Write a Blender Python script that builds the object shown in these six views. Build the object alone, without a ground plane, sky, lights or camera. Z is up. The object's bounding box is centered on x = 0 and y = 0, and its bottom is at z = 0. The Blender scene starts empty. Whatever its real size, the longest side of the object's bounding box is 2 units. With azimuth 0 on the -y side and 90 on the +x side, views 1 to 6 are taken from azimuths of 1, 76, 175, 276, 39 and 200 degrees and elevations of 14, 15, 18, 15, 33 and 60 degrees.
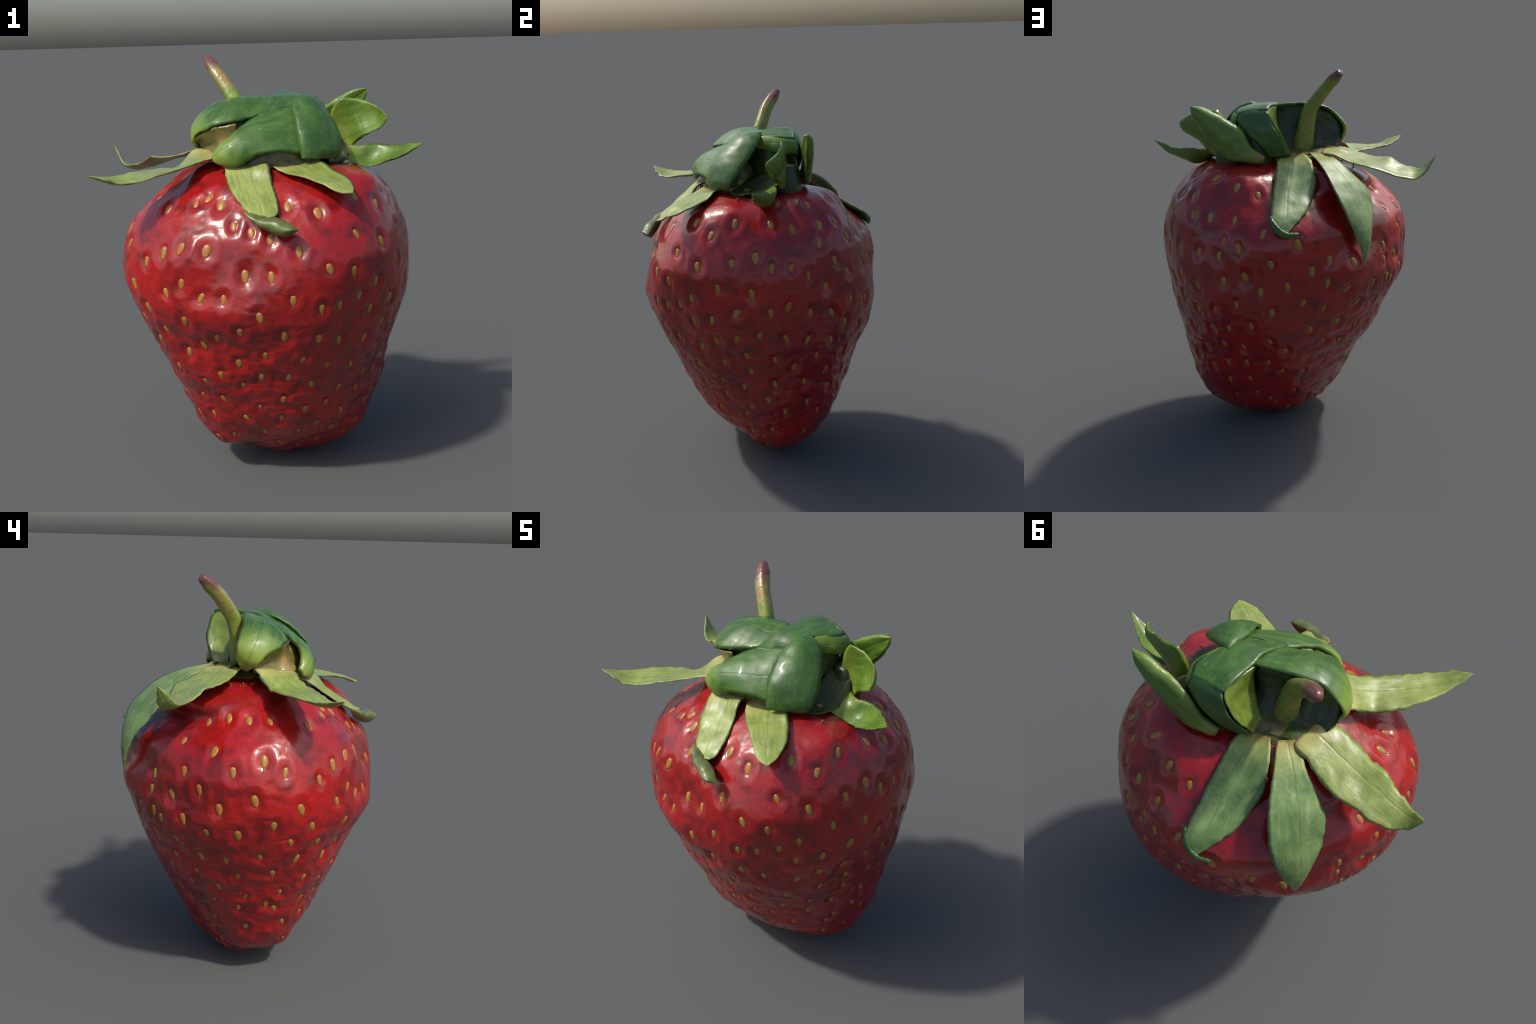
"""Over-ripe strawberry with a crumpled calyx: glossy dimpled flesh, sunken seeds,
spreading and folded-over sepals, and a bent cut stem."""
import bpy, math, random
import numpy as np
from mathutils import Vector, Matrix, noise

random.seed(11)
rng = np.random.default_rng(11)
TAU = 2 * math.pi

# ------------------------------------------------------------------ helpers
def catmull(points, n):
    """n points evenly spread (by arc length) on a Catmull-Rom curve through the control points."""
    p = np.array(points, float)
    ext = np.vstack([2 * p[0] - p[1], p, 2 * p[-1] - p[-2]])
    fine = []
    for i in range(len(p) - 1):
        a, b, c, d = ext[i:i + 4]
        t = np.linspace(0, 1, 24, endpoint=False)[:, None]
        fine.append(0.5 * (2 * b + (c - a) * t + (2 * a - 5 * b + 4 * c - d) * t ** 2
                           + (3 * b - a - 3 * c + d) * t ** 3))
    fine = np.vstack(fine + [p[-1:]])
    s = np.r_[0, np.cumsum(np.linalg.norm(np.diff(fine, axis=0), axis=1))]
    q = np.linspace(0, s[-1], n)
    return np.stack([np.interp(q, s, fine[:, k]) for k in range(fine.shape[1])], 1)


def unit(v):
    return v / np.maximum(np.linalg.norm(v, axis=-1, keepdims=True), 1e-9)


def fbm(p, octaves=3):
    return noise.fractal(Vector(p), 0.9, 2.1, octaves, noise_basis='PERLIN_ORIGINAL')


def new_mesh(name, verts, faces, material, parent, matrix=None):
    me = bpy.data.meshes.new(name)
    me.from_pydata([tuple(v) for v in verts], [], faces)
    me.validate()
    me.update()
    for poly in me.polygons:
        poly.use_smooth = True
    ob = bpy.data.objects.new(name, me)
    bpy.context.scene.collection.objects.link(ob)
    me.materials.append(material)
    ob.parent = parent
    if matrix is not None:
        ob.matrix_basis = matrix
    return ob


# ------------------------------------------------------------------ materials
class Nodes:
    """Small wrapper that makes node graphs readable."""
    def __init__(self, name):
        self.mat = bpy.data.materials.new(name)
        self.mat.use_nodes = True
        self.t = self.mat.node_tree
        self.t.nodes.clear()
        self.out = self.t.nodes.new('ShaderNodeOutputMaterial')
        self.bsdf = self.t.nodes.new('ShaderNodeBsdfPrincipled')
        self.t.links.new(self.bsdf.outputs[0], self.out.inputs[0])
        self.coord = self.t.nodes.new('ShaderNodeTexCoord')

    def put(self, socket, value):
        if hasattr(value, 'is_linked') or hasattr(value, 'links'):
            self.t.links.new(value, socket)
        elif isinstance(value, (tuple, list)) and len(value) == 3 and len(socket.default_value) == 4:
            socket.default_value = (*value, 1)
        else:
            socket.default_value = value

    def mapping(self, scale=(1, 1, 1), loc=(0, 0, 0)):
        n = self.t.nodes.new('ShaderNodeMapping')
        n.inputs['Scale'].default_value = scale
        n.inputs['Location'].default_value = loc
        self.t.links.new(self.coord.outputs['Object'], n.inputs[0])
        return n.outputs[0]

    def noise(self, scale, detail=4, rough=0.55, vec=None, distort=0.0):
        n = self.t.nodes.new('ShaderNodeTexNoise')
        self.t.links.new(vec or self.coord.outputs['Object'], n.inputs['Vector'])
        n.inputs['Scale'].default_value = scale
        n.inputs['Detail'].default_value = detail
        n.inputs['Roughness'].default_value = rough
        n.inputs['Distortion'].default_value = distort
        return n.outputs['Fac']

    def noise_colour(self, scale):
        n = self.t.nodes.new('ShaderNodeTexNoise')
        self.t.links.new(self.coord.outputs['Object'], n.inputs['Vector'])
        n.inputs['Scale'].default_value = scale
        return n.outputs['Color']

    def voronoi(self, scale, feature='F1', vec=None):
        n = self.t.nodes.new('ShaderNodeTexVoronoi')
        n.feature = feature
        self.t.links.new(vec or self.coord.outputs['Object'], n.inputs['Vector'])
        n.inputs['Scale'].default_value = scale
        return n.outputs['Distance']

    def ramp(self, fac, stops):
        n = self.t.nodes.new('ShaderNodeValToRGB')
        e = n.color_ramp.elements
        while len(e) < len(stops):
            e.new(0.5)
        for el, (pos, col) in zip(e, stops):
            el.position = pos
            el.color = (col, col, col, 1) if isinstance(col, (int, float)) else (*col, 1)
        self.t.links.new(fac, n.inputs[0])
        return n.outputs[0]

    def mix(self, fac, a, b, mode='MIX'):
        n = self.t.nodes.new('ShaderNodeMix')
        n.data_type = 'RGBA'
        n.blend_type = mode
        self.put(n.inputs['Factor'], fac)
        self.put(n.inputs['A'], a)
        self.put(n.inputs['B'], b)
        return n.outputs['Result']

    def math(self, op, a, b=0.0, clamp=False):
        n = self.t.nodes.new('ShaderNodeMath')
        n.operation = op
        n.use_clamp = clamp
        self.put(n.inputs[0], a)
        self.put(n.inputs[1], b)
        return n.outputs[0]

    def axis(self, k):
        n = self.t.nodes.new('ShaderNodeSeparateXYZ')
        self.t.links.new(self.coord.outputs['Object'], n.inputs[0])
        return n.outputs[k]

    def random(self):
        n = self.t.nodes.new('ShaderNodeObjectInfo')
        return n.outputs['Random']

    def bump(self, height, strength, distance, chain=None):
        n = self.t.nodes.new('ShaderNodeBump')
        n.inputs['Strength'].default_value = strength
        n.inputs['Distance'].default_value = distance
        self.t.links.new(height, n.inputs['Height'])
        if chain is not None:
            self.t.links.new(chain, n.inputs['Normal'])
        return n.outputs[0]

    def finish(self, **kw):
        for k, v in kw.items():
            self.put(self.bsdf.inputs[k.replace('_', ' ')], v)
        return self.mat


def flesh_material():
    m = Nodes('strawberry_flesh')
    deep, red, bright = (0.135, 0.006, 0.007), (0.25, 0.007, 0.008), (0.385, 0.009, 0.008)
    patch = m.ramp(m.noise(2.6, 5, 0.6, None, 0.8), [(0.36, 0), (0.66, 1)])
    col = m.mix(patch, red, bright)
    wrinkle = m.noise(9, 2.5, 0.5, m.mapping((1, 1, 1.4)), 0.35)
    col = m.mix(m.ramp(wrinkle, [(0.34, 0.8), (0.5, 0)]), col, deep)
    mott = m.noise(34, 4, 0.65)
    col = m.mix(m.ramp(mott, [(0.36, 0.35), (0.56, 0)]), col, deep)
    flush = m.ramp(m.noise(15, 4, 0.6), [(0.55, 0), (0.75, 0.5)])
    col = m.mix(flush, col, (0.42, 0.015, 0.011))
    specks = m.ramp(m.voronoi(58), [(0.025, 0.6), (0.06, 0)])
    gate = m.ramp(m.noise(7, 2), [(0.5, 0), (0.6, 1)])
    col = m.mix(m.math('MULTIPLY', specks, gate), col, (0.55, 0.2, 0.18))
    rough = m.ramp(m.noise(4.5, 5, 0.65), [(0.33, 0.19), (0.7, 0.38)])
    # the lower half is more puckered than the taut shoulders
    lower = m.ramp(m.math('MULTIPLY', m.axis(2), 0.625), [(0.45, 1), (0.75, 0.3)])
    crease = m.math('MULTIPLY', wrinkle, lower)
    b = m.bump(crease, 0.5, 0.03)
    b = m.bump(m.noise(22, 2, 0.45), 0.25, 0.010, b)
    return m.finish(Base_Color=col, Roughness=rough, Normal=b, Specular_IOR_Level=0.5,
                    Coat_Weight=0.35, Coat_Roughness=0.10,
                    Subsurface_Weight=0.05, Subsurface_Radius=(0.06, 0.015, 0.01), Subsurface_Scale=0.4)


def seed_material():
    m = Nodes('seed_skin')
    tone = m.ramp(m.random(), [(0.0, (0.46, 0.15, 0.03)), (0.5, (0.42, 0.20, 0.035)), (1.0, (0.36, 0.23, 0.045))])
    grain = m.noise(90, 4, 0.6, m.mapping((1, 0.35, 1)))
    col = m.mix(m.ramp(grain, [(0.3, 0.7), (0.6, 0)]), tone, (0.16, 0.075, 0.02))
    # reddish translucent rim where the seed sinks into the flesh
    rim = m.math('ADD', m.math('POWER', m.math('DIVIDE', m.axis(0), 0.0158), 2.0), m.math('POWER', m.math('DIVIDE', m.axis(1), 0.0275), 2.0))
    col = m.mix(m.ramp(rim, [(0.55, 0), (1.0, 0.7)]), col, (0.26, 0.04, 0.015))
    return m.finish(Base_Color=col, Roughness=0.36, Specular_IOR_Level=0.45,
                    Normal=m.bump(grain, 0.4, 0.003))


def thread_material():
    m = Nodes('dry_style')
    return m.finish(Base_Color=m.mix(m.noise(40), (0.13, 0.05, 0.02), (0.30, 0.15, 0.055)), Roughness=0.6)


def sepal_material(name, tones, base_tint, rough=0.33, base_reach=0.12, coat=0.15, net=0.3, root_mix=1.0, ridge=0.2, rusty=0.75):
    """Leaf skin. Local x runs from root to tip, local y across, so veins and root tint follow the leaf."""
    m = Nodes(name)
    dark, mid, pale = tones
    cloud = m.ramp(m.noise(8, 5, 0.62, None, 0.5), [(0.34, 0), (0.66, 1)])
    col = m.mix(cloud, dark, mid)
    streak = m.noise(30, 4, 0.6, m.mapping((0.18, 1.6, 1.6)), 0.5)
    col = m.mix(m.ramp(streak, [(0.48, 0), (0.75, 0.6)]), col, pale)
    warp = m.mix(0.12, m.mapping((0.75, 1.3, 1.3)), m.noise_colour(14))
    cells = m.voronoi(38, 'DISTANCE_TO_EDGE', warp)
    vein = m.ramp(cells, [(0.0, 1), (0.05, 0)])
    vgate = m.ramp(m.noise(6, 2), [(0.4, 0.15), (0.65, 1)])
    vein = m.math('MULTIPLY', vein, vgate)
    col = m.mix(m.math('MULTIPLY', vein, net), col, tuple(0.55 * c for c in dark))
    hairs = m.ramp(m.noise(70, 2, 0.5, m.mapping((0.35, 2.0, 2.0), (3, 1, 2)), 1.5), [(0.66, 0), (0.73, 0.4)])
    hairs = m.math('MULTIPLY', hairs, m.ramp(m.noise(9, 2), [(0.42, 0), (0.6, 1)]))
    col = m.mix(hairs, col, (0.42, 0.5, 0.28))
    x = m.axis(0)
    wob = m.math('SUBTRACT', m.math('MULTIPLY', m.noise(12, 3), 0.1), 0.05)
    along = m.math('DIVIDE', m.math('ADD', x, wob), base_reach, True)
    root = m.math('MULTIPLY', m.ramp(along, [(0.0, 1.0), (0.5, 0.55), (1.0, 0)]), root_mix)
    col = m.mix(root, col, base_tint)
    rust = m.math('MULTIPLY', m.ramp(along, [(0.0, 1.0), (0.28, 0.0)]), root_mix * rusty)
    col = m.mix(rust, col, (0.24, 0.115, 0.03))
    rib_wave = m.math('SUBTRACT', m.math('MULTIPLY', m.noise(5, 2), 0.03), 0.015)
    rib = m.ramp(m.math('ABSOLUTE', m.math('ADD', m.axis(1), rib_wave)), [(0.0, 1), (0.006, 0)])
    col = m.mix(m.math('MULTIPLY', rib, 0.35 * root_mix), col, dark)
    spots = m.ramp(m.voronoi(11), [(0.04, 0.6), (0.11, 0)])
    sgate = m.ramp(m.noise(5, 2), [(0.55, 0), (0.62, 1)])
    col = m.mix(m.math('MULTIPLY', spots, sgate), col, (0.08, 0.055, 0.025))
    b = m.bump(m.math('SUBTRACT', 1.0, vein), 0.22 * net, 0.003)
    b = m.bump(m.math('SUBTRACT', 1.0, rib), 0.25 * root_mix + 0.001, 0.004, b)
    b = m.bump(streak, ridge, 0.006, b)
    b = m.bump(m.noise(13, 3), 0.2, 0.012, b)
    return m.finish(Base_Color=col, Roughness=m.ramp(cloud, [(0, rough), (1, rough + 0.14)]), Normal=b,
                    Specular_IOR_Level=0.5, Coat_Weight=coat, Coat_Roughness=0.05)


def stem_material():
    m = Nodes('stem_skin')
    n = m.noise(7, 5, 0.65, m.mapping((1.4, 1.4, 0.5)), 0.5)
    col = m.mix(m.ramp(n, [(0.47, 0), (0.62, 1)]), (0.20, 0.26, 0.04), (0.31, 0.21, 0.075))
    col = m.mix(m.ramp(m.noise(40, 3), [(0.3, 0.5), (0.5, 0)]), col, (0.09, 0.08, 0.025))
    tip = m.math('ADD', m.axis(2), m.math('MULTIPLY', m.noise(18, 3), 0.07))
    col = m.mix(m.ramp(m.math('SUBTRACT', tip, 1.0), [(0.955, 0), (0.995, 0.9)]), col, (0.14, 0.035, 0.045))
    return m.finish(Base_Color=col, Roughness=0.3, Coat_Weight=0.2, Coat_Roughness=0.08,
                    Normal=m.bump(m.noise(40, 4, 0.6, m.mapping((1, 1, 0.4))), 0.5, 0.008))


def core_material():
    m = Nodes('calyx_core_skin')
    n = m.noise(9, 4, 0.6, None, 0.5)
    col = m.ramp(n, [(0.3, (0.05, 0.05, 0.015)), (0.52, (0.16, 0.14, 0.035)), (0.7, (0.30, 0.20, 0.07))])
    return m.finish(Base_Color=col, Roughness=0.22, Coat_Weight=0.3, Coat_Roughness=0.05,
                    Normal=m.bump(m.noise(22, 3, 0.5), 0.4, 0.012))


FLESH = flesh_material()
SEED = seed_material()
THREAD = thread_material()
PALE = sepal_material('pale_sepal', ((0.15, 0.20, 0.04), (0.26, 0.33, 0.07), (0.41, 0.45, 0.14)), (0.46, 0.42, 0.15))
MOSS = sepal_material('mossy_sepal', ((0.09, 0.16, 0.045), (0.19, 0.29, 0.09), (0.30, 0.40, 0.15)), (0.36, 0.38, 0.10), 0.4, net=0.5)
FRESH = sepal_material('fresh_sepal', ((0.055, 0.12, 0.012), (0.12, 0.205, 0.022), (0.22, 0.30, 0.055)), (0.2, 0.26, 0.03))
DEEP = sepal_material('folded_sepal', ((0.028, 0.082, 0.012), (0.050, 0.130, 0.015), (0.12, 0.22, 0.035)), (0.20, 0.30, 0.04), 0.36, 0.13, 0.22, 0.05, 1.0, 0.06, 0.15)
FOLD = sepal_material('folded_sepal_back', ((0.022, 0.072, 0.012), (0.042, 0.118, 0.015), (0.10, 0.19, 0.032)), (0.1, 0.2, 0.03), 0.36, 0.1, 0.22, 0.05, 0.0, 0.06)
TIP = sepal_material('withered_sepal_tip', ((0.07, 0.075, 0.025), (0.12, 0.17, 0.04), (0.22, 0.25, 0.09)), (0.2, 0.26, 0.06), 0.3, 0.06, 0.15)
HOLLOW = sepal_material('sepal_hollow', ((0.022, 0.035, 0.008), (0.045, 0.07, 0.012), (0.09, 0.11, 0.03)), (0.06, 0.07, 0.02), 0.38, 0.1, 0.1, 0.05, 0.0, 0.3)  # sepal green darkened to bake in the shade of the recesses
INNER = sepal_material('sepal_inside', ((0.10, 0.15, 0.02), (0.17, 0.24, 0.035), (0.28, 0.33, 0.09)), (0.2, 0.26, 0.05), 0.2, 0.1, 0.4, 0.1, 0.0)
STEM = stem_material()
CORE = core_material()

# ------------------------------------------------------------------ the thing
root = bpy.data.objects.new('strawberry', None)
bpy.context.scene.collection.objects.link(root)
root['label'] = 'glossy red strawberry with crumpled green calyx and bent stem'
root['category'] = 'strawberry'

# ------------------------------------------------------------------ flesh
# cross-sections: height, mean radius, then cosine/sine weights of the 1st to 5th lobe
AXIS = np.array([0.06, 0.02])
SECTIONS = np.array([
    (0.09, 0.235, 0.046, 0.008, 0.051, 0.016, 0.009, -0.002, 0.017, 0.004, -0.000, -0.005),
    (0.18, 0.325, 0.047, -0.021, 0.055, 0.034, 0.009, -0.015, 0.008, 0.015, -0.001, -0.005),
    (0.30, 0.402, 0.040, -0.031, 0.045, 0.031, 0.003, -0.007, -0.004, 0.013, 0.001, 0.000),
    (0.45, 0.468, 0.028, -0.022, 0.031, 0.024, -0.001, -0.006, 0.003, 0.004, 0.005, -0.003),
    (0.60, 0.533, 0.003, -0.023, 0.024, 0.019, -0.005, -0.004, -0.001, 0.003, 0.004, 0.006),
    (0.75, 0.590, -0.006, -0.022, 0.021, 0.017, -0.012, -0.001, 0.003, 0.002, 0.005, -0.005),
    (0.90, 0.641, -0.028, -0.032, 0.025, 0.016, -0.009, -0.002, -0.002, -0.008, -0.002, -0.007),
    (1.02, 0.652, -0.025, -0.033, 0.028, 0.011, -0.010, -0.004, -0.003, 0.010, -0.001, -0.008),
    (1.14, 0.645, -0.018, -0.030, 0.027, 0.007, -0.019, -0.013, 0.005, 0.010, 0.003, 0.005),
    (1.25, 0.612, -0.014, -0.023, 0.027, 0.004, -0.012, -0.013, 0.004, 0.013, -0.002, 0.007),
    (1.35, 0.529, 0.019, -0.046, 0.031, 0.013, -0.010, -0.016, -0.002, 0.021, -0.001, 0.004),
    (1.43, 0.446, 0.010, -0.040, 0.045, -0.020, -0.008, 0.015, -0.020, -0.006, 0.008, 0.003),
    (1.50, 0.325, 0.008, -0.022, 0.030, -0.040, 0.014, 0.012, -0.012, 0.000, 0.000, 0.000),
])
POLE = AXIS + np.array([0.05, 0.02])      # where it rests on the ground
CROWN = np.array([0.0, -0.03])            # where the calyx sits
FINE = catmull(SECTIONS, 400)


def ring_xy(theta, z):
    w = [np.interp(z, FINE[:, 0], FINE[:, k]) for k in range(1, FINE.shape[1])]
    r = w[0] + sum(w[2 * m - 1] * np.cos(m * theta) + w[2 * m] * np.sin(m * theta) for m in range(1, 6))
    return np.stack([AXIS[0] + r * np.cos(theta), AXIS[1] + r * np.sin(theta)], -1)


def flesh_ring(theta, z):
    """Ring of the undimpled flesh at height z (0 .. 1.555)."""
    if z < 0.09:
        f = (max(z, 0) / 0.09) ** 0.6
        xy = POLE + (ring_xy(theta, 0.09) - POLE) * f
    elif z > 1.5:
        f = max(0.0, 1 - (z - 1.5) / 0.055) ** 0.75
        xy = CROWN + (ring_xy(theta, 1.5) - CROWN) * f
    else:
        xy = ring_xy(theta, z)
    return np.concatenate([xy, np.full((len(theta), 1), z)], 1)


# seeds in rings: height, azimuths in degrees (anticlockwise from +x)
SEED_RINGS = [
    (0.012, [-160, -70, 20, 110]), (0.05, [-140, -85, -40, 10, 70, 130, 180]),
    (0.10, [-165, -118, -62, -15, 40, 95, 150]), (0.16, [-130, -90, -52, -28, 22, 78, 120, 168]),
    (0.200, [-139, 73, 134]),
    (0.225, [-125, -25, 11, 46, 159]),
    (0.250, [-101, -75, -50, -11, 63, 99]),
    (0.300, [-170, -64]),
    (0.325, [-146, 167]),
    (0.350, [-132, -111, -88, -48, -27, 18, 47]),
    (0.375, [-3, 62]),
    (0.400, [-74, -23, 104, 146]),
    (0.425, [-175, -154, -101, -61, 10, 36, 86]),
    (0.450, [-159, -136, -122, -40, -13, 121, 170]),
    (0.475, [-87, 25, 50]),
    (0.500, [-171, -55, 63, 77, 105, 142]),
    (0.525, [-153, -27]),
    (0.550, [-128, -108, -73, -40, -9, 7, 35, 158, 175]),
    (0.575, [88, 128]),
    (0.600, [-142, -118, -98, -85, 21, 50, 63, 114]),
    (0.625, [-175, -53, -22, 147, 164]),
    (0.650, [-159, -67, 1, 79]),
    (0.675, [-108, -36, 31, 135]),
    (0.700, [-132, -79, -9, 13, 46, 103, 153]),
    (0.725, [-180, -149, -95, -23, 58, 120, 168]),
    (0.750, [-166, -123, -48, 70]),
    (0.775, [-63, 21]),
    (0.800, [-140, -115, -73, -38, 7, 40, 142, 157]),
    (0.825, [-154, -87, -27, -4, 52, 81, 109, 129]),
    (0.850, [-104, -16, 29]),
    (0.875, [-175, -127, 64, 97, 173]),
    (0.900, [-146, -49, 151]),
    (0.925, [-162, -96, -38, 20, 120, 136, 147, 163]),
    (0.950, [-73, -65, 8, 43, 76]),
    (0.975, [-56, -26, -11, 31, 89, 109]),
    (1.000, [-152, -134, -119, -110, -84, -3, 58, 178]),
    (1.025, [-48, 68, 145, 157]),
    (1.050, [-169, -127, 101]),
    (1.075, [-19, 16, 122, 170]),
    (1.100, [-102, -92, -60, -34, 81, 110, 146]),
    (1.125, [-144, -70, 30, 43, 55]),
    (1.150, [7, 163]),
    (1.175, [-177, -158, -136, 65]),
    (1.200, [-128, -117, -81, -44, -10, -1, 22, 57, 94]),
    (1.225, [-166, -28]),
    (1.250, [-92, -57, -17, 77, 175]),
    (1.275, [-100, 159]),
    (1.300, [-108, 14, 35, 46, 60]),
    (1.350, [-143, -71, -40, 168]),
    (1.375, [-171, -161, -130, -117, -84, 2, 18, 30, 179]),
    (1.400, [-125, -51, -28, -9, 71]),
    (1.425, [56]),
    (1.450, [16, 38]),
]


LUMPS = [(-72, 0.90, 0.018, 0.11), (-122, 1.17, 0.024, 0.11), (14, 1.10, -0.018, 0.10), (170, 1.24, -0.018, 0.12),
         (-172, 0.90, -0.014, 0.10), (145, 0.20, 0.020, 0.09), (8, 1.46, 0.016, 0.10), (30, 1.46, 0.032, 0.12),
         (58, 1.46, 0.028, 0.11), (-98, 1.12, -0.015, 0.08), (125, 1.05, 0.02, 0.12), (-34, 1.44, 0.020, 0.09),
         (-150, 1.48, 0.034, 0.09), (112, 1.47, -0.035, 0.08)]


def build_flesh():
    nt, nz = 760, 560
    theta = np.linspace(-math.pi, math.pi, nt, endpoint=False)
    u = np.linspace(0, 1, nz)
    # denser rings near both poles
    zs = np.r_[0.09 * np.linspace(0.02, 1, 50, endpoint=False) ** 1.6,
               np.linspace(0.09, 1.5, nz - 84, endpoint=False),
               1.5 + 0.055 * np.sin(np.linspace(0, math.pi / 2 - 0.03, 34))]
    P = np.stack([flesh_ring(theta, z) for z in zs])
    # spur near the bottom, where a bruise has pulled the skin out into a corner
    spur = np.array([-0.19, -0.205, 0.185])
    d = np.linalg.norm(P - spur, axis=-1)
    P += (np.array([-0.017, -0.016, -0.006]) * np.exp(-(d / 0.07) ** 2)[..., None])
    # local swellings and hollows: azimuth, height, amount, spread
    for az, z, amount, spread in LUMPS:
        t = np.array([math.radians(az)])
        c = flesh_ring(t, z)[0]
        out = np.array([math.cos(t[0]), math.sin(t[0]), 0.9 if z > 1.4 else 0.1])
        P += out * amount * np.exp(-(np.linalg.norm(P - c, axis=-1) / spread) ** 2)[..., None]
    du = np.roll(P, -1, 1) - np.roll(P, 1, 1)
    dv = np.gradient(P, axis=0)
    N = unit(np.cross(du, dv))
    flat = P.reshape(-1, 3)
    nor = N.reshape(-1, 3)
    # crumples: broad lumps everywhere, tight sideways wrinkles on the lower half
    low = np.clip((1.05 - flat[:, 2]) / 0.5, 0.12, 1.0)
    disp = np.empty(len(flat))
    for i, p in enumerate(flat):
        lump = noise.noise(Vector((p[0] * 4.2, p[1] * 4.2, p[2] * 3.4 + 5)))
        wrk = noise.noise(Vector((p[0] * 10, p[1] * 10, p[2] * 15))) + 0.5 * noise.noise(Vector((p[0] * 22, p[1] * 22, p[2] * 32)))
        disp[i] = 0.006 * lump + 0.0065 * wrk * low[i]
    # seeds
    frames = []
    for z, azs in SEED_RINGS:
        for a in azs:
            t = math.radians(a)
            if z > 0.03:
                j = int(np.argmin(np.abs(np.angle(np.exp(1j * (theta - t))))))
            else:
                j = int(np.argmin(np.abs(np.angle(np.exp(1j * (theta - t))))))
            k = int(np.argmin(np.abs(zs - z)))
            n = N[k, j]
            down = unit(-dv[k, j] - n * np.dot(-dv[k, j], n))
            roll = rng.normal(0, 0.22)
            side = np.cross(n, down)
            down = down * math.cos(roll) + side * math.sin(roll)
            side = np.cross(n, down)
            grow = np.interp(z, [0.0, 0.5, 0.9, 1.4], [0.70, 0.78, 0.98, 1.0]) * rng.uniform(0.85, 1.15)
            frames.append([k * nt + j, n, down, side, grow])
    for idx, n, down, side, g in frames:
        v = flat - flat[idx]
        near = np.where((v * v).sum(1) < 0.02)[0]
        w = v[near]
        rho = np.sqrt((w @ side / (0.026 * g)) ** 2 + (w @ down / (0.036 * g)) ** 2)
        taut = np.interp(flat[idx, 2], [0.7, 1.15], [1.0, 0.0])
        disp[near] += g * (-(0.0068 + 0.001 * taut) * np.exp(-(rho / 1.1) ** 2) + (0.0020 + 0.0010 * taut) * np.exp(-((rho - 1.9) / 0.55) ** 2))
        disp[near] -= 0.0018 * g * np.exp(-((rho - 0.74) / 0.24) ** 2)      # groove round the seed
        if flat[idx, 2] < 0.95:                     # puckered brow above the lower seeds
            up_, across = -(w @ down) - 0.034 * g, w @ side + 0.01 * rng.normal()
            disp[near] -= 0.006 * rng.uniform(0.3, 1.2) * np.exp(-((up_ - 6 * across ** 2) / 0.009) ** 2 - (across / 0.034) ** 2)
    keep = np.clip((1.53 - flat[:, 2]) / 0.06, 0.2, 1)
    out = flat + nor * (disp * keep)[:, None]
    out[:, 2] = np.maximum(out[:, 2], 0.0005)
    nr = len(zs)
    faces = []
    for k in range(nr - 1):
        a, b = k * nt, (k + 1) * nt
        for j in range(nt):
            j2 = (j + 1) % nt
            faces.append((a + j, a + j2, b + j2, b + j))
    verts = list(map(tuple, out))
    verts += [(*POLE, 0.0), (*CROWN, 1.556)]
    for j in range(nt):
        j2 = (j + 1) % nt
        faces.append((len(verts) - 2, j2, j))
        faces.append((len(verts) - 1, (nr - 1) * nt + j, (nr - 1) * nt + j2))
    flesh = new_mesh('flesh', verts, faces, FLESH, root)
    return flesh, [(out[i], n, d, s, g) for i, n, d, s, g in frames]


def seed_mesh():
    """Plump teardrop: long axis y (pointed end at -y), flat on z."""
    nu, nv = 18, 11
    verts, faces = [], []
    for i in range(nv):
        a = math.pi * (i + 0.5) / nv
        y = math.cos(a)
        w = math.sin(a) ** 0.85 * (1 + 0.18 * y)
        for j in range(nu):
            b = TAU * j / nu
            verts.append((0.0158 * w * math.cos(b), 0.0265 * y, 0.0065 * w * math.sin(b)))
    for i in range(nv - 1):
        for j in range(nu):
            j2 = (j + 1) % nu
            faces.append((i * nu + j, (i + 1) * nu + j, (i + 1) * nu + j2, i * nu + j2))
    verts += [(0, 0.0274, 0), (0, -0.0305, 0)]
    for j in range(nu):
        j2 = (j + 1) % nu
        faces.append((len(verts) - 2, j, j2))
        faces.append((len(verts) - 1, (nv - 1) * nu + j2, (nv - 1) * nu + j))
    return verts, faces


def tube(path, radii, segs=8, flatten=None):
    p = np.array(path, float)
    t = unit(np.gradient(p, axis=0))
    ref = np.array([0.3, 0.9, 0.2])
    verts, faces = [], []
    for i in range(len(p)):
        a = unit(np.cross(t[i], ref))
        b = np.cross(t[i], a)
        for j in range(segs):
            ang = TAU * j / segs
            r = radii[i] * (1 if flatten is None else flatten(ang, i / (len(p) - 1)))
            verts.append(p[i] + (a * math.cos(ang) + b * math.sin(ang)) * r)
    for i in range(len(p) - 1):
        for j in range(segs):
            j2 = (j + 1) % segs
            faces.append((i * segs + j, i * segs + j2, (i + 1) * segs + j2, (i + 1) * segs + j))
    faces.append(tuple(range(segs - 1, -1, -1)))
    faces.append(tuple((len(p) - 1) * segs + j for j in range(segs)))
    return verts, faces


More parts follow.
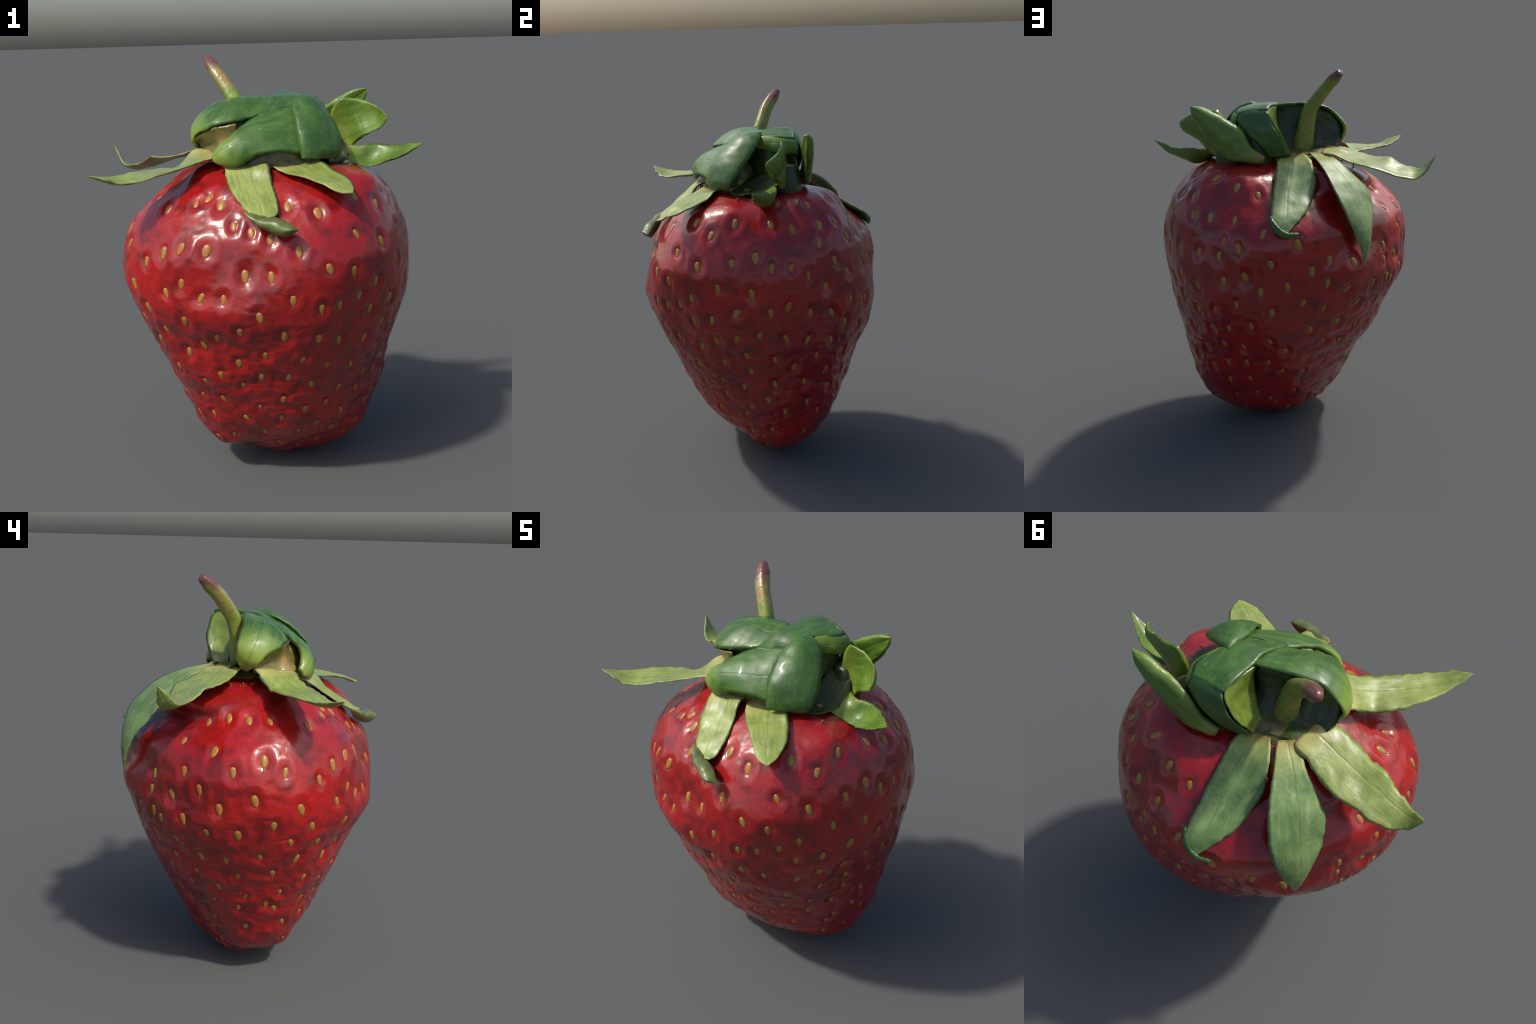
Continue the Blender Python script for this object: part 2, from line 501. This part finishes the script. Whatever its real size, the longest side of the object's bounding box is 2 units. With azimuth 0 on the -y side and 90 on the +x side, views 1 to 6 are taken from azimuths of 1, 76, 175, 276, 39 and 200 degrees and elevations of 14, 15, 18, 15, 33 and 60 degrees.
flesh, seats = build_flesh()
sv, sf = seed_mesh()
proto = new_mesh('seed', sv, sf, SEED, flesh)
tv, tf = [], []
for i, (pos, n, down, side, g) in enumerate(seats):
    ob = proto if i == 0 else proto.copy()
    if i:
        bpy.context.scene.collection.objects.link(ob)
        ob.parent = flesh
    w = g * rng.uniform(0.88, 1.1)
    m = Matrix((side * w, -down * g, n * g)).transposed().to_4x4()
    m.translation = Vector(pos - n * 0.0012 * g)
    ob.matrix_basis = m
    if rng.random() < 0.4 and pos[2] > 0.1:      # withered style at the seed's lower end
        start = pos + down * 0.024 * g + n * 0.001
        bend = side * rng.normal(0, 0.35)
        path = [start + (down + bend * q) * 0.024 * q * g + n * 0.003 * math.sin(q * 3) for q in np.linspace(0, 1, 6)]
        v, f = tube(path, [0.0015, 0.0012, 0.0011, 0.0012, 0.0015, 0.0020], 6)
        f = [tuple(k + len(tv) for k in q) for q in f]
        tv += v
        tf += f
styles = new_mesh('withered_style', tv, tf, THREAD, flesh)
styles['kind'] = 'stuff'

# ------------------------------------------------------------------ calyx
def dome(cx, cy, z0, z1, rx, ry, power=0.6, wob=0.02, seed=0):
    nu, nv = 64, 22
    verts, faces = [], []
    for i in range(nv):
        q = i / nv
        for j in range(nu):
            a = TAU * j / nu
            s = math.cos(q * math.pi / 2) ** power
            k = 1 + wob * 6 * noise.noise(Vector((math.cos(a) * 1.7, math.sin(a) * 1.7, q * 2 + seed)))
            verts.append((cx + rx * s * k * math.cos(a), cy + ry * s * k * math.sin(a), z0 + (z1 - z0) * math.sin(q * math.pi / 2)))
    for i in range(nv - 1):
        for j in range(nu):
            j2 = (j + 1) % nu
            faces.append((i * nu + j, i * nu + j2, (i + 1) * nu + j2, (i + 1) * nu + j))
    verts.append((cx, cy, z1))
    for j in range(nu):
        faces.append((len(verts) - 1, (nv - 1) * nu + j, (nv - 1) * nu + (j + 1) % nu))
    faces.append(tuple(range(nu - 1, -1, -1)))
    return verts, faces


v1, f1 = dome(0.05, -0.15, 1.48, 1.69, 0.24, 0.13, 0.55, 0.02)       # wad under the folded sepals
v2, f2 = dome(-0.02, 0.0, 1.47, 1.570, 0.20, 0.19, 0.35, 0.012, 4)   # floor of the hollow behind it
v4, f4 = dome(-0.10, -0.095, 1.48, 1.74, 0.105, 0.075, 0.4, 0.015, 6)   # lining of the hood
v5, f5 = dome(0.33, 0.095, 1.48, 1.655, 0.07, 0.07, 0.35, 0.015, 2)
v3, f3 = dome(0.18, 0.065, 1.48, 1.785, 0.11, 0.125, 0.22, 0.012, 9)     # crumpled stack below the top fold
calyx = new_mesh('calyx', v1 + v2, f1 + [tuple(k + len(v1) for k in q) for q in f2], CORE, root)
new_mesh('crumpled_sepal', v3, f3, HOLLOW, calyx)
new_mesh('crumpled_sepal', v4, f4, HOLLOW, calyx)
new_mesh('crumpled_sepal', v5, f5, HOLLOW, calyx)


def leaf(left, right, material, up, bulge=0.02, thick=0.014, wave=0.006, jag=0.004, name='sepal', n=46, m=13, lift=0.5):
    """Loft between two edge curves (root -> tip); up tells which side the bulge swells to."""
    L, R = catmull(left, n), catmull(right, n)
    mid = (L + R) / 2
    T = unit(np.gradient(mid, axis=0))
    W = R - L
    width = np.linalg.norm(W, axis=1)
    nrm = np.cross(T, W)
    nrm[np.linalg.norm(nrm, axis=1) < 1e-5] = 0
    up = np.array(up, float)
    nrm = unit(nrm)
    if (nrm @ up).sum() < 0:
        nrm = -nrm
    for i in range(1, n):                       # keep the frame steady where the tip closes
        if width[i] < 0.12 * width.max():
            nrm[i] = nrm[i - 1]
    ker = np.array([1, 2, 3, 2, 1]) / 9
    pad = np.vstack([nrm[:1]] * 2 + [nrm] + [nrm[-1:]] * 2)
    nrm = unit(np.stack([np.convolve(pad[:, k], ker, 'valid') for k in range(3)], 1))
    b = np.interp(np.linspace(0, 1, n), np.linspace(0, 1, len(bulge)), bulge) if isinstance(bulge, (list, tuple)) else np.full(n, bulge)
    th = np.interp(np.linspace(0, 1, n), np.linspace(0, 1, len(thick)), thick) if isinstance(thick, (list, tuple)) else np.full(n, thick)
    taper = np.clip(width / (0.35 * width.max()), 0.0, 1) ** 0.7
    off = rng.uniform(0, 50, 3)
    rings = []
    for i in range(n):
        top, bot = [], []
        for j in range(m + 1):
            t = j / m
            e = 1 - (2 * t - 1) ** 2
            p = L[i] + W[i] * t + nrm[i] * b[i] * e * taper[i]
            q = Vector(p * 9 + off)
            p = p + nrm[i] * wave * taper[i] * (noise.noise(q) + 0.5 * noise.noise(q * 2.7))
            if width[i] > 0.02:
                rim = abs(2 * t - 1) ** 3 * math.copysign(1, t - 0.5)
                p = p + W[i] / width[i] * rim * jag * (noise.noise(Vector(p * 34 + off)) + 0.6 * noise.noise(Vector(p * 80 + off)))
            h = th[i] * 0.5 * (0.18 + 0.82 * taper[i]) * max(0.0, 1 - (2 * t - 1) ** 4) ** 0.5
            top.append(p + nrm[i] * h * 2 * lift)
            bot.append(p - nrm[i] * h * 2 * (1 - lift))
        rings.append(top + bot[m - 1:0:-1])
    verts = np.array(rings).reshape(-1, 3)
    k = 2 * m
    faces = [(i * k + j, i * k + (j + 1) % k, (i + 1) * k + (j + 1) % k, (i + 1) * k + j)
             for i in range(n - 1) for j in range(k)]
    faces.append(tuple(range(k - 1, -1, -1)))
    faces.append(tuple((n - 1) * k + j for j in range(k)))
    # local frame: x root -> tip, z out of the blade
    o = mid[0]
    x = unit(mid[-1] - mid[0])
    z = unit(nrm.mean(0) - x * np.dot(nrm.mean(0), x))
    y = np.cross(z, x)
    A = np.stack([x, y, z], 1)
    local = (verts - o) @ A
    mat = Matrix(A.tolist()).to_4x4()
    mat.translation = Vector(o)
    return new_mesh(name, local, faces, material, calyx, mat)


# --- spreading sepals (edges given root -> tip)
leaf([(-.18, -.25, 1.555), (-.234, -.264, 1.547), (-.31, -.296, 1.527), (-.393, -.345, 1.508), (-.503, -.422, 1.483), (-.589, -.468, 1.483), (-.651, -.482, 1.506), (-.73, -.484, 1.524)],
     [(-.24, -.03, 1.575), (-.31, -.073, 1.57), (-.385, -.138, 1.502), (-.451, -.174, 1.502), (-.558, -.258, 1.5), (-.62, -.329, 1.501), (-.682, -.412, 1.507), (-.73, -.484, 1.524)],
     PALE, (0, 0, 1), [-.004, -.004, -.006, -.012, -.008], jag=.011)
leaf([(-.22, -.02, 1.57), (-.284, .006, 1.566), (-.383, .04, 1.533), (-.482, .095, 1.516), (-.542, .122, 1.516), (-.594, .154, 1.490), (-.669, .205, 1.474), (-.70, .234, 1.494), (-.74, .294, 1.56)],
     [(-.15, .16, 1.56), (-.198, .19, 1.554), (-.29, .245, 1.52), (-.381, .291, 1.502), (-.478, .305, 1.47), (-.581, .321, 1.446), (-.641, .311, 1.442), (-.69, .306, 1.478), (-.74, .294, 1.56)],
     PALE, (0, 0, 1), [.0, .0, -.004, -.006, .0], jag=.011)
leaf([(-.09, .17, 1.565), (-.1, .221, 1.559), (-.123, .307, 1.539), (-.148, .407, 1.503), (-.175, .489, 1.437), (-.212, .552, 1.359), (-.259, .573, 1.251), (-.30, .568, 1.15), (-.325, .545, 1.05)],
     [(-.15, .14, 1.56), (-.185, .165, 1.55), (-.239, .235, 1.531), (-.312, .299, 1.465), (-.364, .344, 1.415), (-.386, .42, 1.327), (-.378, .488, 1.253), (-.355, .535, 1.15), (-.325, .545, 1.05)],
     MOSS, (-.3, .6, .6), [.0, .0, .006, .012, .006], lift=.05)
leaf([(.06, .15, 1.55), (.085, .22, 1.54), (.092, .275, 1.522), (.116, .383, 1.452), (.136, .49, 1.38), (.146, .545, 1.348), (.142, .60, 1.305), (.10, .635, 1.25)],
     [(-.06, .17, 1.565), (-.09, .26, 1.537), (-.105, .35, 1.461), (-.085, .41, 1.40), (-.055, .48, 1.357), (-.016, .535, 1.321), (.039, .59, 1.282), (.075, .625, 1.252)],
     MOSS, (0, .5, .8), [-.01, -.006, .0, .006, .004], lift=.05)
leaf([(-.14, -.22, 1.53), (-.152, -.3, 1.512), (-.137, -.384, 1.452), (-.097, -.465, 1.398), (-.057, -.526, 1.363), (-.02, -.565, 1.325)],
     [(.03, -.25, 1.54), (.041, -.33, 1.526), (.055, -.386, 1.46), (.076, -.475, 1.396), (.078, -.53, 1.355), (.06, -.565, 1.345)],
     PALE, (0, -.6, .8), [-.008, -.004, .0, .004, .006], lift=.05)
leaf([(-.06, -.52, 1.365), (.02, -.565, 1.345), (.09, -.59, 1.34), (.16, -.63, 1.30)],
     [(-.065, -.52, 1.355), (-.02, -.55, 1.31), (.049, -.59, 1.28), (.105, -.612, 1.268), (.16, -.63, 1.30)],
     TIP, (0, -.9, .4), .022, [.02, .045, .05, .03], name='sepal_tip')
leaf([(.05, -.26, 1.53), (.065, -.315, 1.515), (.116, -.375, 1.497), (.192, -.441, 1.485), (.265, -.502, 1.465), (.314, -.538, 1.443), (.385, -.552, 1.436)],
     [(.22, -.2, 1.54), (.276, -.273, 1.53), (.331, -.332, 1.499), (.377, -.405, 1.482), (.395, -.48, 1.455), (.391, -.53, 1.441), (.387, -.55, 1.437)],
     PALE, (0, -.3, .9), [-.008, -.004, .0, .002, .0], lift=.05)
leaf([(.33, -.15, 1.54), (.40, -.12, 1.515), (.46, -.10, 1.482), (.508, -.10, 1.474), (.551, -.134, 1.496), (.624, -.166, 1.528), (.69, -.18, 1.56), (.74, -.188, 1.589)],
     [(.40, .04, 1.56), (.484, -.018, 1.567), (.541, -.02, 1.57), (.628, -.058, 1.572), (.684, -.118, 1.58), (.74, -.186, 1.59)],
     FRESH, (0, -.3, 1), [-.01, -.02, -.024, -.02, -.006], jag=.011)
leaf([(.33, .06, 1.62), (.34, .06, 1.70), (.365, .05, 1.765), (.40, .04, 1.788), (.482, .022, 1.775), (.544, -.01, 1.752), (.59, -.08, 1.708)],
     [(.40, .04, 1.53), (.43, .02, 1.545), (.455, .01, 1.575), (.495, -.035, 1.612), (.557, -.06, 1.645), (.586, -.083, 1.68), (.59, -.083, 1.695)],
     FRESH, (0, 1, 0), [.02, .03, .035, .02, .005])
leaf([(.15, .20, 1.56), (.218, .205, 1.619), (.265, .200, 1.704), (.344, .172, 1.756), (.405, .162, 1.791), (.473, .152, 1.818), (.527, .146, 1.822)],
     [(.16, .225, 1.53), (.193, .229, 1.528), (.276, .219, 1.535), (.352, .194, 1.543), (.392, .187, 1.585), (.438, .180, 1.663), (.477, .165, 1.703), (.516, .157, 1.772), (.527, .146, 1.822)],
     FRESH, (0, 1, 0), .012, [.02, .035, .04, .045, .03])

# --- folded-over sepals that make the wad on top
leaf([(-.27, 0, 1.57), (-.29, .015, 1.61), (-.305, .02, 1.665), (-.28, .016, 1.718), (-.216, .008, 1.774), (-.138, .013, 1.794), (-.06, .02, 1.807), (.03, .025, 1.803), (.11, .02, 1.788)],
     [(-.275, -.03, 1.56), (-.31, -.085, 1.60), (-.29, -.125, 1.645), (-.24, -.18, 1.672), (-.176, -.21, 1.695), (-.088, -.19, 1.705), (.012, -.154, 1.730), (.07, -.13, 1.735)],
     DEEP, (-.4, -.3, .8), [.0, .012, .022, .032, .032, .02, .005], .022, lift=.1, n=60)
leaf([(-.205, -.27, 1.575), (-.17, -.275, 1.62), (-.10, -.25, 1.676), (0, -.155, 1.735), (.08, -.135, 1.755), (.15, -.12, 1.762), (.20, -.11, 1.75)],
     [(-.20, -.29, 1.535), (-.15, -.32, 1.525), (-.09, -.33, 1.53), (0, -.335, 1.57), (.1, -.33, 1.58), (.2, -.30, 1.575), (.25, -.27, 1.57)],
     DEEP, (0, -.8, .6), [.015, .03, .032, .028, .02, .012], .03, lift=.1, n=60)
leaf([(.185, -.315, 1.55), (.178, -.305, 1.59), (.163, -.272, 1.668), (.153, -.198, 1.735), (.15, -.125, 1.78), (.18, -.03, 1.803)],
     [(.345, -.225, 1.535), (.369, -.214, 1.567), (.37, -.171, 1.628), (.337, -.101, 1.707), (.28, -.04, 1.77), (.193, -.0, 1.803)],
     FOLD, (.5, -.6, .5), [.008, .028, .03, .024, .012], .024, lift=.3, n=60)
leaf([(.0, -.17, 1.725), (.05, -.05, 1.795), (.075, .05, 1.81), (.10, .13, 1.814), (.125, .19, 1.805)],
     [(.16, -.15, 1.75), (.19, -.062, 1.785), (.235, .005, 1.795), (.285, .08, 1.785), (.285, .15, 1.775)],
     FOLD, (0, 0, 1), [.002, .006, .008, .008, .005], .03, lift=.1)
leaf([(.18, -.06, 1.785), (.23, .005, 1.797), (.28, .08, 1.787), (.28, .155, 1.775)],
     [(.22, -.03, 1.72), (.28, .03, 1.71), (.315, .08, 1.705), (.30, .16, 1.69)],
     FRESH, (1, -.3, .6), .014, .018, lift=.2)
leaf([(.145, .165, 1.808), (.125, .205, 1.785), (.106, .217, 1.729), (.072, .222, 1.674), (.036, .199, 1.605), (.02, .18, 1.56)],
     [(.275, .14, 1.785), (.285, .17, 1.745), (.25, .195, 1.690), (.183, .21, 1.63), (.147, .2, 1.58), (.13, .19, 1.55)],
     FOLD, (0, 1, .2), .006, .016, lift=.2)
leaf([(.13, .17, 1.807), (.118, .20, 1.775), (.098, .212, 1.729), (.064, .216, 1.674), (.028, .192, 1.605), (.01, .17, 1.56)],
     [(.06, .01, 1.79), (.065, .03, 1.75), (.055, .05, 1.69), (.03, .08, 1.63), (.0, .10, 1.56)],
     INNER, (-1, .3, .1), [-.004, -.012, -.014, -.01], .016, lift=.1)
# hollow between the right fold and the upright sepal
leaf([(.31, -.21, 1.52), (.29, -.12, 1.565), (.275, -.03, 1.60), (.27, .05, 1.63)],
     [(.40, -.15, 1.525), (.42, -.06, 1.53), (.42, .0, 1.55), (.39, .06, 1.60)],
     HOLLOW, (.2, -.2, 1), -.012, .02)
# shrivelled membrane in the gap below the left fold
leaf([(-.31, -.09, 1.61), (-.28, -.125, 1.645), (-.23, -.18, 1.672), (-.176, -.205, 1.69), (-.10, -.21, 1.70)],
     [(-.27, -.06, 1.555), (-.235, -.12, 1.55), (-.21, -.17, 1.545), (-.195, -.22, 1.54), (-.15, -.26, 1.56)],
     CORE, (-.7, -.6, .3), -.03, .012, name='membrane')

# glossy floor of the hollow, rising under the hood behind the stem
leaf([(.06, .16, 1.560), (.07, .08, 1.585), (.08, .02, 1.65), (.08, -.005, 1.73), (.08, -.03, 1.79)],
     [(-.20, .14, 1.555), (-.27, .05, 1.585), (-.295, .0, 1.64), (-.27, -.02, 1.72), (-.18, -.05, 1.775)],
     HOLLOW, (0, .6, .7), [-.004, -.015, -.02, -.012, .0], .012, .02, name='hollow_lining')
# curled-under end of the back sepal
leaf([(.15, .552, 1.335), (.138, .608, 1.275), (.085, .632, 1.238), (.02, .622, 1.252)],
     [(.145, .575, 1.338), (.115, .615, 1.300), (.072, .63, 1.272), (.02, .625, 1.268)],
     FOLD, (.2, .9, .1), .006, .014, name='sepal_tip')

# --- dried stamens round the neck
sv, sf = [], []
for az in (-178, -168, -152, -140, -128, -117, -108, -74, -66, -30, 12, 48, 70, 92, 118, 128, 160, 172):
    t = math.radians(az + rng.uniform(-3, 3))
    z = rng.uniform(1.475, 1.505)
    xy = ring_xy(np.array([t]), z)[0]
    o = np.array([xy[0], xy[1], z])
    out = np.array([math.cos(t), math.sin(t), 0.35])
    side = np.array([-math.sin(t), math.cos(t), 0])
    r = rng.uniform(0.010, 0.017)
    a0 = rng.uniform(0, TAU)
    path = [o + out * 0.008 + r * (side * math.cos(a0 + q) * 0.55 + np.array([0, 0, 1]) * math.sin(a0 + q)) for q in np.linspace(0, rng.uniform(2.5, 5), 12)]
    v, f = tube(path, np.linspace(0.0042, 0.002, 12), 7)
    sf += [tuple(k + len(sv) for k in q) for q in f]
    sv += v
stamens = new_mesh('dried_stamen', sv, sf, THREAD, calyx)
stamens['kind'] = 'stuff'

# ------------------------------------------------------------------ stem
path = catmull([(-.07, .03, 1.56), (-.087, .036, 1.68), (-.108, .052, 1.775), (-.148, .085, 1.845), (-.191, .123, 1.908), (-.246, .195, 1.985)], 40)
radii = np.interp(np.linspace(0, 1, 40), [0, .15, .5, .9, 1], [.056, .048, .038, .034, .021])
lobes = lambda a, q: 1 + 0.06 * math.cos(2 * a + 3 * q) + 0.05 * math.cos(3 * a) - 0.22 * math.exp(-((math.cos(a - 2.2) - 1) / 0.12) ** 2) + 0.05 * noise.noise(Vector((math.cos(a), math.sin(a), q * 7)))
sv, sf = tube(path, radii, 28, lobes)
new_mesh('stem', sv, sf, STEM, root)
